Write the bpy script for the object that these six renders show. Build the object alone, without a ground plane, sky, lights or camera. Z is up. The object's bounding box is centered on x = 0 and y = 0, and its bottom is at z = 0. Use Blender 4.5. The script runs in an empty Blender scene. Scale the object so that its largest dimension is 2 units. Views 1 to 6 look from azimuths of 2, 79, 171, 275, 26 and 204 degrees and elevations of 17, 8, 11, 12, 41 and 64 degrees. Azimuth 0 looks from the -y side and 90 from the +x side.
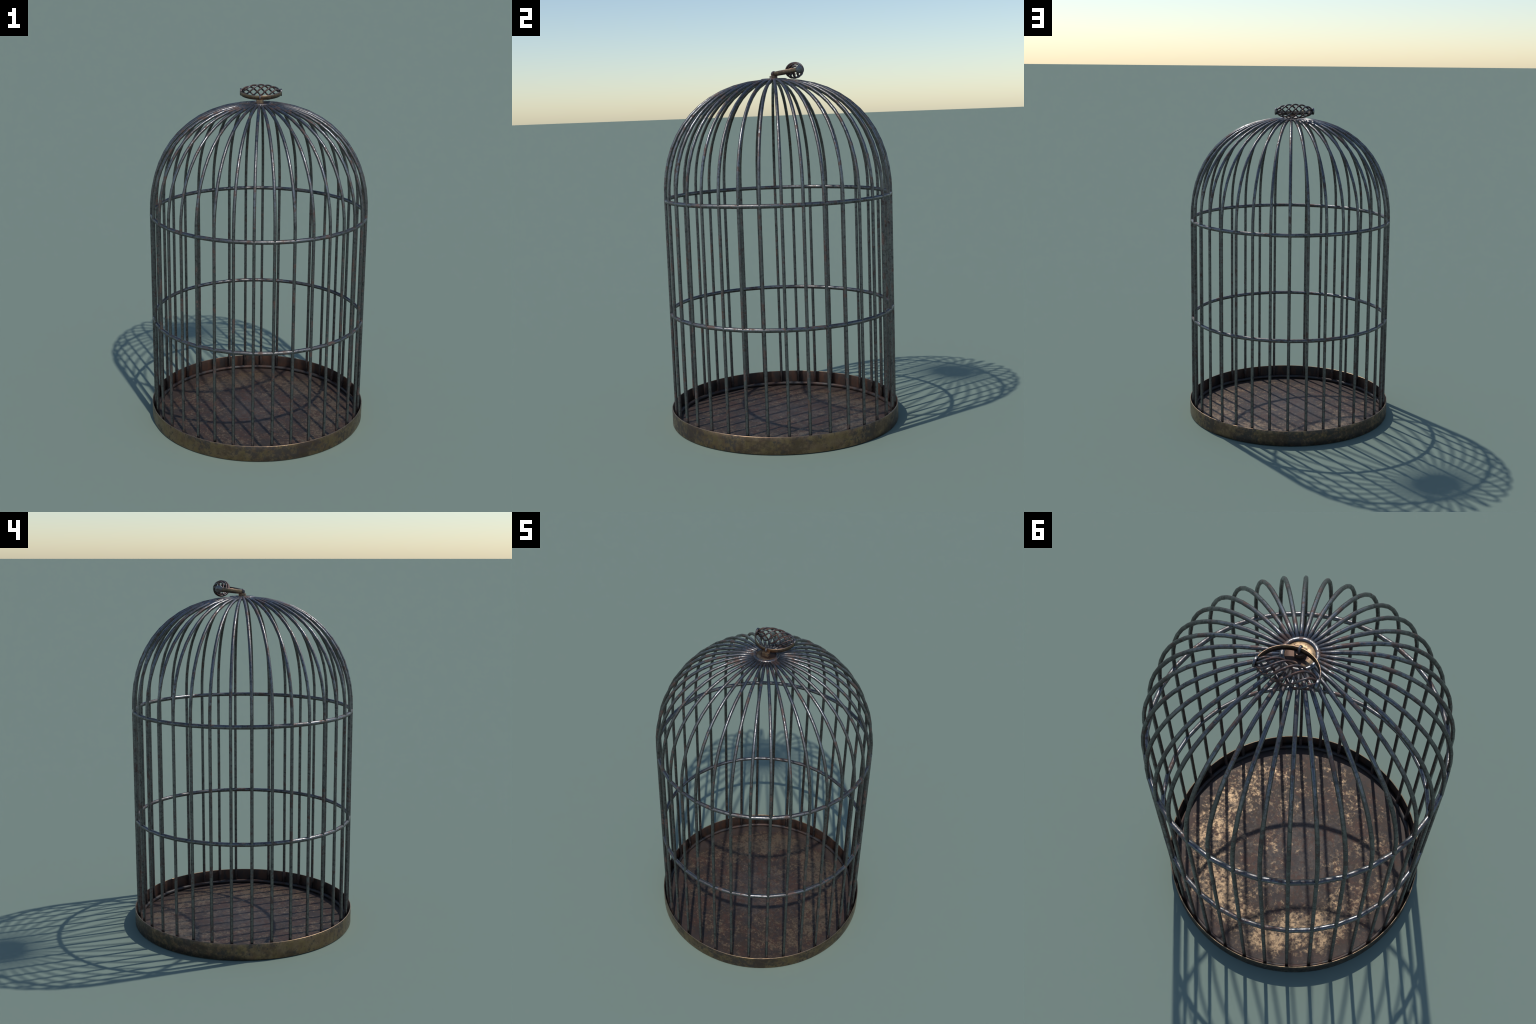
"""Old wrought-iron dome birdcage on a brass tray, with a tilted bail handle
holding a twisted-wire basket grip."""
import bpy
import math
from math import sin, cos, pi, radians
from mathutils import Vector, Matrix

# ----------------------------------------------------------------- sizes (m)
N_BARS = 36
BAR_R = 0.0089            # bar radius (octagonal rod)
CAGE_R = 0.6243           # radius of the bar centre lines
DOME_Z, DOME_H = 1.278, 0.6255
HOOP_R, HOOP_T = 0.6222, 0.0115
HOOP_Z = (0.644, 1.272)
TRAY_R, TRAY_T, TRAY_H = 0.645, 0.0055, 0.0945
HUB_R, HUB_T, HUB_Z = 0.0640, 0.0110, 1.9025
AXIS = Vector((0.0012, 0.1172, 1.9542))      # centre of the handle grip
PIVOT = Vector((0.0, 0.0006, 1.9375))     # eyelet holding the bail


# ----------------------------------------------------------------- node help
class Nodes:
    def __init__(self, name):
        self.mat = bpy.data.materials.new(name)
        self.mat.use_nodes = True
        self.nt = self.mat.node_tree
        self.nt.nodes.clear()
        self.out = self.nt.nodes.new("ShaderNodeOutputMaterial")
        self.bsdf = self.nt.nodes.new("ShaderNodeBsdfPrincipled")
        self.link(self.bsdf.outputs[0], self.out.inputs[0])
        self.geo = self.nt.nodes.new("ShaderNodeNewGeometry")
        self.pos = self.geo.outputs["Position"]

    def link(self, a, b):
        self.nt.links.new(a, b)

    def put(self, sock, v):
        if hasattr(v, "is_output") or hasattr(v, "links"):
            self.link(v, sock)
        else:
            sock.default_value = v

    def noise(self, scale, detail=4.0, rough=0.6, stretch=(1, 1, 1), shift=(0, 0, 0), dist=0.0):
        m = self.nt.nodes.new("ShaderNodeMapping")
        m.inputs["Scale"].default_value = stretch
        m.inputs["Location"].default_value = shift
        self.link(self.pos, m.inputs[0])
        n = self.nt.nodes.new("ShaderNodeTexNoise")
        n.inputs["Scale"].default_value = scale
        n.inputs["Detail"].default_value = detail
        n.inputs["Roughness"].default_value = rough
        n.inputs["Distortion"].default_value = dist
        self.link(m.outputs[0], n.inputs["Vector"])
        return n.outputs["Fac"]

    def math(self, op, a, b=0.0, clamp=False):
        n = self.nt.nodes.new("ShaderNodeMath")
        n.operation = op
        n.use_clamp = clamp
        self.put(n.inputs[0], a)
        self.put(n.inputs[1], b)
        return n.outputs[0]

    def step(self, v, lo, hi, a=0.0, b=1.0):
        n = self.nt.nodes.new("ShaderNodeMapRange")
        n.interpolation_type = 'SMOOTHSTEP'
        self.put(n.inputs["Value"], v)
        n.inputs["From Min"].default_value = lo
        n.inputs["From Max"].default_value = hi
        n.inputs["To Min"].default_value = a
        n.inputs["To Max"].default_value = b
        return n.outputs["Result"]

    def mixc(self, f, a, b):
        n = self.nt.nodes.new("ShaderNodeMix")
        n.data_type = 'RGBA'
        self.put(n.inputs[0], f)
        self.put(n.inputs[6], a if not isinstance(a, tuple) else (*a, 1.0))
        self.put(n.inputs[7], b if not isinstance(b, tuple) else (*b, 1.0))
        return n.outputs[2]

    def mixf(self, f, a, b):
        n = self.nt.nodes.new("ShaderNodeMix")
        n.data_type = 'FLOAT'
        self.put(n.inputs[0], f)
        self.put(n.inputs[2], a)
        self.put(n.inputs[3], b)
        return n.outputs[0]

    def bump(self, h, strength, dist):
        n = self.nt.nodes.new("ShaderNodeBump")
        n.inputs["Strength"].default_value = strength
        n.inputs["Distance"].default_value = dist
        self.link(h, n.inputs["Height"])
        self.link(n.outputs[0], self.bsdf.inputs["Normal"])

    def distance(self, p):
        n = self.nt.nodes.new("ShaderNodeVectorMath")
        n.operation = 'DISTANCE'
        self.link(self.pos, n.inputs[0])
        n.inputs[1].default_value = p
        return n.outputs["Value"]

    def finish(self, col, rough, metal):
        self.put(self.bsdf.inputs["Base Color"], col)
        self.put(self.bsdf.inputs["Roughness"], rough)
        self.put(self.bsdf.inputs["Metallic"], metal)
        return self.mat


def iron_material():
    k = Nodes("blackened_iron")
    big = k.noise(10.0, 3, 0.55)
    fine = k.noise(85.0, 4, 0.65, shift=(3, 1, 7))
    grain = k.noise(260.0, 2, 0.5, shift=(9, 4, 2))
    mix = k.math('ADD', k.math('MULTIPLY', big, 0.55), k.math('MULTIPLY', fine, 0.45))
    worn = k.step(mix, 0.445, 0.545)                     # dull oxidised patches
    rust_n = k.math('ADD', k.math('MULTIPLY', k.noise(14.0, 3, 0.6, shift=(5, 8, 1)), 0.6),
                    k.math('MULTIPLY', k.noise(70.0, 4, 0.65, shift=(2, 2, 5)), 0.4))
    # rust creeps up from the tray and gathers at the crown
    xyz = k.nt.nodes.new("ShaderNodeSeparateXYZ")
    k.link(k.pos, xyz.inputs[0])
    low = k.step(xyz.outputs["Z"], 0.16, 0.03)
    high = k.step(k.distance((0, 0, 1.90)), 0.42, 0.06)
    rust_n = k.math('ADD', rust_n, k.math('ADD', k.math('MULTIPLY', low, 0.07), k.math('MULTIPLY', high, 0.025)))
    rust = k.step(rust_n, 0.535, 0.61)
    soot = k.step(k.noise(55.0, 4, 0.7, shift=(7, 3, 9)), 0.51, 0.66)
    col = k.mixc(grain, (0.158, 0.161, 0.167), (0.205, 0.205, 0.208))
    col = k.mixc(worn, col, (0.142, 0.136, 0.134))
    col = k.mixc(k.math('MULTIPLY', soot, 0.75), col, (0.06, 0.06, 0.062))
    col = k.mixc(k.math('MULTIPLY', rust, 0.8), col, (0.110, 0.062, 0.048))
    rough = k.mixf(worn, 0.34, 0.49)
    rough = k.mixf(rust, rough, 0.62)
    metal = k.mixf(rust, 1.0, 0.6)
    k.bump(k.math('ADD', fine, k.math('MULTIPLY', grain, 0.4)), 0.14, 0.004)
    return k.finish(col, rough, metal)


def brass_layers(k, more=0.0):
    """Aged brass with olive tarnish, black patina blotches and brown rust."""
    tone = k.noise(18.0, 4, 0.6, shift=(1, 2, 3))
    blotch = k.math('ADD', k.math('MULTIPLY', k.noise(7.0, 2, 0.5, shift=(4, 0, 2)), 0.45),
                    k.math('MULTIPLY', k.noise(46.0, 5, 0.70, shift=(6, 6, 1)), 0.55))
    patina = k.step(blotch, 0.470 - more, 0.585 - more)
    brown = k.step(k.noise(24.0, 5, 0.68, shift=(8, 1, 4)), 0.42, 0.62)
    col = k.mixc(k.step(tone, 0.40, 0.62), (0.270, 0.186, 0.104), (0.300, 0.205, 0.138))
    col = k.mixc(k.math('MULTIPLY', brown, 0.70), col, (0.205, 0.125, 0.092))
    col = k.mixc(k.math('MULTIPLY', patina, 0.85), col, (0.080, 0.072, 0.074))
    rough = k.mixf(patina, 0.38, 0.55)
    return col, rough, blotch, patina


def tray_material():
    k = Nodes("tarnished_brass")
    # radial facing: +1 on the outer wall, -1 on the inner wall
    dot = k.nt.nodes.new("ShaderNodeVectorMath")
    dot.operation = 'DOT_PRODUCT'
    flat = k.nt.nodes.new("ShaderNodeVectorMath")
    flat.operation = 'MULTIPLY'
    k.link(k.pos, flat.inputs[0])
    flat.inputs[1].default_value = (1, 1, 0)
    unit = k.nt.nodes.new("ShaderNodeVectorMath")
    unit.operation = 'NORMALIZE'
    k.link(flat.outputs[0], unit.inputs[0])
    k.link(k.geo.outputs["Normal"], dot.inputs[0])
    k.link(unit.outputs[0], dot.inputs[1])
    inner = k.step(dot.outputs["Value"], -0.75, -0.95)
    lip = k.step(k.math('ABSOLUTE', dot.outputs["Value"]), 0.93, 0.70)
    col, rough, blotch, patina = brass_layers(k)
    # the -x / +y side of the wall carries more black patina
    side = k.distance((-0.35, 0.62, 0.05))
    more = k.math('MULTIPLY', k.step(side, 1.10, 0.40),
                  k.step(k.noise(34.0, 5, 0.7, shift=(2, 9, 4)), 0.38, 0.58))
    col = k.mixc(k.math('MULTIPLY', more, 0.8), col, (0.075, 0.068, 0.062))
    # grime stains in broken clouds all round
    stain = k.step(k.math('ADD', k.math('MULTIPLY', k.noise(6.0, 2, 0.5, shift=(1, 8, 6)), 0.5),
                          k.math('MULTIPLY', k.noise(30.0, 5, 0.72, shift=(5, 2, 8)), 0.5)), 0.49, 0.60)
    col = k.mixc(k.math('MULTIPLY', stain, 0.65), col, (0.105, 0.072, 0.060))
    # the rubbed lip shows cleaner metal
    col = k.mixc(k.math('MULTIPLY', lip, 0.55), col, (0.36, 0.25, 0.15))
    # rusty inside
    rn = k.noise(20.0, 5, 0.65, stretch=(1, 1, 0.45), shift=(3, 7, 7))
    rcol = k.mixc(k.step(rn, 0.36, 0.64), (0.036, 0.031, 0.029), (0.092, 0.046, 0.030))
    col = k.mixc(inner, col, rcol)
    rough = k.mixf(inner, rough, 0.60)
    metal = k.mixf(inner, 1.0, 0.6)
    k.bump(blotch, 0.15, 0.004)
    return k.finish(col, rough, metal)


def floor_material():
    k = Nodes("rusted_brass_floor")
    length = k.nt.nodes.new("ShaderNodeVectorMath")
    length.operation = 'LENGTH'
    k.link(k.pos, length.inputs[0])
    rad = length.outputs["Value"]
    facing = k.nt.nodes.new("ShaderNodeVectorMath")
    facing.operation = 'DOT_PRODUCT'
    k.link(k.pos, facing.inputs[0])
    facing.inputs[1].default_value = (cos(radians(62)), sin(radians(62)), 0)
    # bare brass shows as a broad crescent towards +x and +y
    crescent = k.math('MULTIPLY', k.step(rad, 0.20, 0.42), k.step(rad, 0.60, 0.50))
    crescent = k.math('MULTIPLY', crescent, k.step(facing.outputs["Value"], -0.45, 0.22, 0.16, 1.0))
    cloud = k.noise(5.5, 2, 0.5, shift=(2, 5, 0))
    mid = k.noise(22.0, 3, 0.6, shift=(7, 2, 0))
    tiny = k.noise(58.0, 4, 0.68, shift=(1, 7, 0))
    speck = k.math('ADD', k.math('MULTIPLY', tiny, 0.52),
                   k.math('ADD', k.math('MULTIPLY', mid, 0.22), k.math('MULTIPLY', cloud, 0.26)))
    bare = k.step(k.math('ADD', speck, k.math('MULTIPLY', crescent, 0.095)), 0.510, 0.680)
    red = k.step(k.math('ADD', k.math('MULTIPLY', k.noise(9.0, 2, 0.5, shift=(6, 1, 0)), 0.45),
                        k.math('MULTIPLY', k.noise(60.0, 4, 0.7, shift=(9, 3, 0)), 0.55)), 0.46, 0.60)
    grey = k.step(k.math('ADD', k.math('MULTIPLY', k.noise(44.0, 5, 0.72, shift=(4, 4, 0)), 0.8),
                         k.step(rad, 0.40, 0.0, 0.0, 0.22)), 0.40, 0.60)
    col = k.mixc(grey, (0.048, 0.032, 0.023), (0.080, 0.063, 0.053))
    col = k.mixc(k.math('MULTIPLY', red, 0.8), col, (0.076, 0.036, 0.024))
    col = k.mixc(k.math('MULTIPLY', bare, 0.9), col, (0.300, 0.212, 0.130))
    pits = k.step(k.noise(110.0, 4, 0.7, shift=(5, 5, 0)), 0.52, 0.68)
    col = k.mixc(k.math('MULTIPLY', pits, 0.65), col, (0.035, 0.031, 0.031))
    dark = k.step(k.math('ADD', k.math('MULTIPLY', k.noise(13.0, 3, 0.6, shift=(3, 8, 0)), 0.6), k.math('MULTIPLY', k.noise(48.0, 4, 0.7, shift=(8, 8, 0)), 0.4)), 0.49, 0.58)
    col = k.mixc(k.math('MULTIPLY', dark, 0.55), col, (0.030, 0.027, 0.028))
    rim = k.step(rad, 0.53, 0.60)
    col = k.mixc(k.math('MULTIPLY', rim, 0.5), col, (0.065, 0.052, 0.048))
    rough = k.mixf(bare, 0.62, 0.47)
    metal = k.mixf(bare, 0.25, 0.88)
    k.bsdf.inputs['Specular IOR Level'].default_value = 0.35
    k.bump(speck, 0.25, 0.004)
    return k.finish(col, rough, metal)


def hub_material():
    k = Nodes("worn_brass")
    col, rough, blotch, patina = brass_layers(k, 0.01)
    rust = k.step(k.noise(60.0, 4, 0.65, shift=(1, 5, 2)), 0.45, 0.60)
    col = k.mixc(k.math('MULTIPLY', rust, 0.6), col, (0.12, 0.078, 0.058))
    k.bump(blotch, 0.15, 0.003)
    return k.finish(col, k.math('ADD', rough, 0.04), 0.85)


def handle_material():
    k = Nodes("bail_brass")
    col, rough, blotch, patina = brass_layers(k, -0.03)
    # darker tone over the lower half of the band, with a ragged edge
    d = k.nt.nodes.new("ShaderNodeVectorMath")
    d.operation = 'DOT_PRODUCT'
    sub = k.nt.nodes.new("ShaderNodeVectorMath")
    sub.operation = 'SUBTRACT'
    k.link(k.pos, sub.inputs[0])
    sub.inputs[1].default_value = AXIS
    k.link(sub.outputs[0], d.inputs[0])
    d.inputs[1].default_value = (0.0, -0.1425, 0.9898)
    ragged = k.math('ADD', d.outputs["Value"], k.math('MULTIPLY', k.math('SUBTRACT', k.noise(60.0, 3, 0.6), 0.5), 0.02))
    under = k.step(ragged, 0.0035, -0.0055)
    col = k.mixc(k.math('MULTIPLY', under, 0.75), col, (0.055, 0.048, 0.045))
    k.bump(blotch, 0.15, 0.003)
    return k.finish(col, rough, 1.0)


def plate_material():
    k = Nodes("mottled_brass")
    n = k.math('ADD', k.math('MULTIPLY', k.noise(45.0, 3, 0.6, shift=(2, 5, 2)), 0.5),
               k.math('MULTIPLY', k.noise(130.0, 4, 0.7, shift=(3, 1, 6)), 0.5))
    rust = k.math('ADD', k.step(n, 0.48, 0.60, 0.0, 0.6), k.step(k.distance((0.010, 0.012, 1.906)), 0.056, 0.036), clamp=True)
    col = k.mixc(rust, (0.40, 0.28, 0.165), (0.085, 0.056, 0.044))
    k.bump(n, 0.2, 0.003)
    return k.finish(col, k.mixf(rust, 0.42, 0.55), 1.0)


def grip_material():
    k = Nodes("rusty_wire")
    n = k.noise(30.0, 4, 0.65, shift=(3, 3, 3))
    rust = k.step(n, 0.40, 0.56)
    col = k.mixc(rust, (0.125, 0.120, 0.125), (0.095, 0.055, 0.045))
    k.bump(k.noise(120.0, 3, 0.6), 0.15, 0.003)
    return k.finish(col, k.mixf(rust, 0.42, 0.60), k.mixf(rust, 1.0, 0.7))


def foot_ring_material():
    k = Nodes("rusted_ring")
    n = k.noise(16.0, 4, 0.65, shift=(6, 3, 3))
    col = k.mixc(k.step(n, 0.40, 0.62), (0.058, 0.055, 0.054), (0.070, 0.044, 0.036))  # both tones darkened to paint in the ambient occlusion inside the tray
    k.bump(k.noise(90.0, 3, 0.6), 0.15, 0.003)
    return k.finish(col, 0.58, 0.7)


IRON = iron_material()
TRAY = tray_material()
FLOOR = floor_material()
BRASS = hub_material()
GRIP = grip_material()
FOOT = foot_ring_material()
PLATE = plate_material()
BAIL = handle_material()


# ----------------------------------------------------------------- mesh help
def make_object(name, verts, faces, mat, parent=None, smooth_angle=None):
    me = bpy.data.meshes.new(name)
    me.from_pydata([tuple(v) for v in verts], [], faces)
    me.validate()
    me.materials.append(mat)
    if smooth_angle is None:
        me.polygons.foreach_set("use_smooth", [True] * len(me.polygons))
    else:
        me.polygons.foreach_set("use_smooth", [True] * len(me.polygons))
        me.set_sharp_from_angle(angle=radians(smooth_angle))
    ob = bpy.data.objects.new(name, me)
    bpy.context.scene.collection.objects.link(ob)
    if parent:
        ob.parent = parent
    return ob


def sweep(path, radius, sides, up_dirs, closed=False, cap=True, phase=0.5):
    """Tube along a polyline; up_dirs gives a reference direction per point."""
    n = len(path)
    verts, faces = [], []
    for i, p in enumerate(path):
        a = path[(i - 1) % n] if (closed or i > 0) else p
        b = path[(i + 1) % n] if (closed or i < n - 1) else p
        t = (b - a).normalized()
        u = up_dirs[i] - t * up_dirs[i].dot(t)
        u.normalize()
        w = t.cross(u)
        r = radius[i] if isinstance(radius, (list, tuple)) else radius
        for s in range(sides):
            f = 2 * pi * (s + phase) / sides
            verts.append(p + u * (r * cos(f)) + w * (r * sin(f)))
    rings = n if closed else n - 1
    for i in range(rings):
        j = (i + 1) % n
        for s in range(sides):
            q = (s + 1) % sides
            faces.append((i * sides + s, i * sides + q, j * sides + q, j * sides + s))
    if cap and not closed:
        faces.append(tuple(range(sides))[::-1])
        faces.append(tuple((n - 1) * sides + s for s in range(sides)))
    return verts, faces


def lathe(profile, segs, closed_profile=False):
    """Revolve (r, z) pairs about z; points with r = 0 become poles."""
    verts, faces, rows = [], [], []
    for r, z in profile:
        if r == 0:
            rows.append([len(verts)] * segs)
            verts.append(Vector((0, 0, z)))
        else:
            rows.append(list(range(len(verts), len(verts) + segs)))
            verts += [Vector((r * cos(2 * pi * s / segs), r * sin(2 * pi * s / segs), z)) for s in range(segs)]
    pairs = len(rows) if closed_profile else len(rows) - 1
    for i in range(pairs):
        A, B = rows[i], rows[(i + 1) % len(rows)]
        for s in range(segs):
            q = (s + 1) % segs
            f = []
            for v in (A[s], A[q], B[q], B[s]):
                if v not in f:
                    f.append(v)
            if len(f) > 2:
                faces.append(tuple(f))
    return verts, faces


def ring(name, R, t, z, segs, sides, parent, mat, phase=0.0):
    path = [Vector((R * cos(2 * pi * (i + phase) / segs), R * sin(2 * pi * (i + phase) / segs), z)) for i in range(segs)]
    ups = [Vector((p.x, p.y, 0)).normalized() for p in path]
    v, f = sweep(path, t, sides, ups, closed=True)
    return make_object(name, v, f, mat, parent)


# ----------------------------------------------------------------- the thing
cage = bpy.data.objects.new("birdcage", None)
bpy.context.scene.collection.objects.link(cage)
cage["label"] = "old dome-shaped iron birdcage on a round brass tray"
cage["category"] = "bird cage"

# tray: rolled thin wall with a softly rounded lip, and a sheet floor
Ri, Ro, H = TRAY_R - TRAY_T, TRAY_R, TRAY_H
b = 0.0016
wall = [(Ri - 0.003, 0.0010), (Ro - 0.005, 0.0), (Ro - 0.0015, 0.0012), (Ro, 0.0045), (Ro, H * 0.35), (Ro, H * 0.7),
        (Ro, H - b * 1.6), (Ro - b * 0.45, H - b * 0.45), (Ro - b * 1.6, H), (Ri + b * 1.6, H), (Ri + b * 0.45, H - b * 0.45),
        (Ri, H - b * 1.6), (Ri, H * 0.6), (Ri, H * 0.3), (Ri, 0.0055)]
v, f = lathe(wall, 144, closed_profile=True)
tray = make_object("tray", v, [q[::1] for q in f], TRAY, cage)

sheet = [(0, 0.0065), (0.20, 0.0065), (0.42, 0.0065), (Ri + 0.001, 0.0065), (Ri + 0.001, 0.0025), (0.3, 0.0025), (0, 0.0025)]
v, f = lathe(sheet, 96)
make_object("tray_floor", v, f, FLOOR, tray, smooth_angle=30)

# foot ring lying on the tray floor, into which the bars are set
ring("foot_ring", 0.6190, 0.0115, 0.0195, 72, 10, cage, FOOT)

# hoops: faceted between the bars like the forged originals
for z in HOOP_Z:
    ring("hoop", HOOP_R + HOOP_T * 0.01, HOOP_T, z, N_BARS, 12, cage, IRON)

# bars: upright, then bent over into the dome
path = [Vector((CAGE_R - 0.003, 0, 0.018)), Vector((CAGE_R - 0.001, 0, 0.10))]
path += [Vector((CAGE_R, 0, z)) for z in (0.33, 0.63, 0.95, 1.16)]
ARC = 13
for i in range(ARC + 1):
    t = (pi / 2 - 0.067) * i / ARC
    u = sin(t)
    path.append(Vector((CAGE_R * (1 - u ** 2.19) ** (1 / 2.28), 0, DOME_Z + DOME_H * u)))
ups = [Vector((0, 1, 0))] * len(path)
v, f = sweep(path, BAR_R, 8, ups)
first = make_object("bar", v, f, IRON, cage)
for i in range(1, N_BARS):
    ob = first.copy()
    ob.rotation_euler = (0, 0, 2 * pi * i / N_BARS)
    bpy.context.scene.collection.objects.link(ob)

# hub: ring, brass plate, little D-shaped post
ring("hub_ring", HUB_R, HUB_T, HUB_Z, 40, 14, cage, IRON)
plate = [(0, 1.9062), (0.03, 1.9062), (0.0540, 1.9060), (0.0558, 1.9045), (0.0560, 1.8930), (0.0540, 1.8915), (0, 1.8915)]
v, f = lathe(plate, 48)
make_object("hub_plate", v, f, PLATE, cage, smooth_angle=40)

outline = [(-0.0158, -0.0203), (0.0158, -0.0203), (0.0204, -0.0150), (0.0206, -0.004)]
outline += [(0.0206 * cos(a), 0.0206 * sin(a)) for a in [radians(d) for d in range(12, 180, 12)]]
outline += [(-0.0206, -0.004), (-0.0204, -0.0150)]
n = len(outline)
levels = [(1.8980, 1.0), (1.9260, 1.0), (1.9278, 0.985), (1.9284, 0.93)]
v = [Vector((x * s, y * s, z)) for z, s in levels for x, y in outline]
f = []
for L in range(len(levels) - 1):
    for i in range(n):
        j = (i + 1) % n
        f.append((L * n + i, L * n + j, (L + 1) * n + j, (L + 1) * n + i))
f.append(tuple(range(n))[::-1])
f.append(tuple((len(levels) - 1) * n + i for i in range(n)))
make_object("hub_post", v, f, BRASS, cage, smooth_angle=28)

# eyelet rising from the post around the bail
prof = [(0, -0.0052), (0.0130, -0.0052), (0.0152, -0.0040), (0.0160, -0.0015), (0.0160, 0.0015), (0.0152, 0.0040), (0.0130, 0.0052), (0, 0.0052)]
v, f = lathe(prof, 28)
v = [PIVOT + Vector((p.z, p.x, p.y)) for p in v]
make_object("eyelet", v, f, GRIP, cage, smooth_angle=50)  # darker material picked so the eyelet carries its occlusion shade in its colour

# bail: flat half-round band from one end cap to the other through the eyelet
e_in = (PIVOT - AXIS).normalized()                  # towards the pivot
e_x = Vector((1, 0, 0))
e_n = e_x.cross(e_in).normalized()                  # band width direction
if e_n.z < 0:
    e_n = -e_n
depth = (PIVOT - AXIS).length
ro, ri, hw, bev = 0.1198, 0.1138, 0.0122, 0.0008
# convex outer face, flat inner face
sect = [(ri + 0.0030 + (ro - ri - 0.0030) * (1 - abs(w) ** 2.6) ** (1 / 2.6), hw * w) for w in [sin(pi / 2 * (-1 + 2 * i / 12)) for i in range(13)]]
sect += [(ri + bev, hw), (ri, hw - bev), (ri, -hw + bev), (ri + bev, -hw)]
v, f = [], []
SEG = 48
scale_d = depth / 0.1172
for i in range(SEG + 1):
    a = radians(-4 + 188 * i / SEG)
    for r, w in sect:
        v.append(AXIS + e_x * (r * cos(a)) + e_in * (r * sin(a) * scale_d) + e_n * w)
m = len(sect)
for i in range(SEG):
    for s in range(m):
        q = (s + 1) % m
        f.append((i * m + s, (i + 1) * m + s, (i + 1) * m + q, i * m + q))
f.append(tuple(range(m)))
f.append(tuple(SEG * m + s for s in range(m))[::-1])
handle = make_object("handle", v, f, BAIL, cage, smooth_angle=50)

# end caps of the grip
for sgn in (-1, 1):
    prof = [(0, 0.1206), (0.0190, 0.1206), (0.0203, 0.1198), (0.0208, 0.1185), (0.0208, 0.1122), (0.0203, 0.1109), (0.0190, 0.1102), (0, 0.1102)]
    v, f = lathe(prof, 28)
    v = [AXIS + Vector((sgn * p.z, p.y * sgn, p.x)) for p in v]
    make_object("end_cap", v, f, IRON, handle, smooth_angle=40)

# twisted-wire basket between the caps
WIRES, TURNS, HALF, RMAX, WR = 6, 0.84, 0.1130, 0.0418, 0.0046
STEPS = 34
for kx in range(WIRES):
    path, ups = [], []
    for i in range(STEPS + 1):
        x = -0.1108 + 0.2216 * i / STEPS
        r = RMAX * math.sqrt(max(0.0, 1 - (x / HALF) ** 2))
        ph = pi / 2 + 2 * pi * kx / WIRES - TURNS * 2 * pi * (x + 0.0055) / 0.218
        path.append(AXIS + Vector((x, r * cos(ph), r * sin(ph))))
        ups.append(Vector((0, cos(ph), sin(ph))))
    v, f = sweep(path, WR, 8, ups)
    make_object("grip_wire", v, f, GRIP, handle)

# make all faces point outwards
import bmesh
for ob in list(bpy.context.scene.objects):
    if ob.type == 'MESH' and (ob.data.users == 1 or ob is first):
        bm = bmesh.new()
        bm.from_mesh(ob.data)
        bmesh.ops.recalc_face_normals(bm, faces=bm.faces)
        bm.to_mesh(ob.data)
        bm.free()
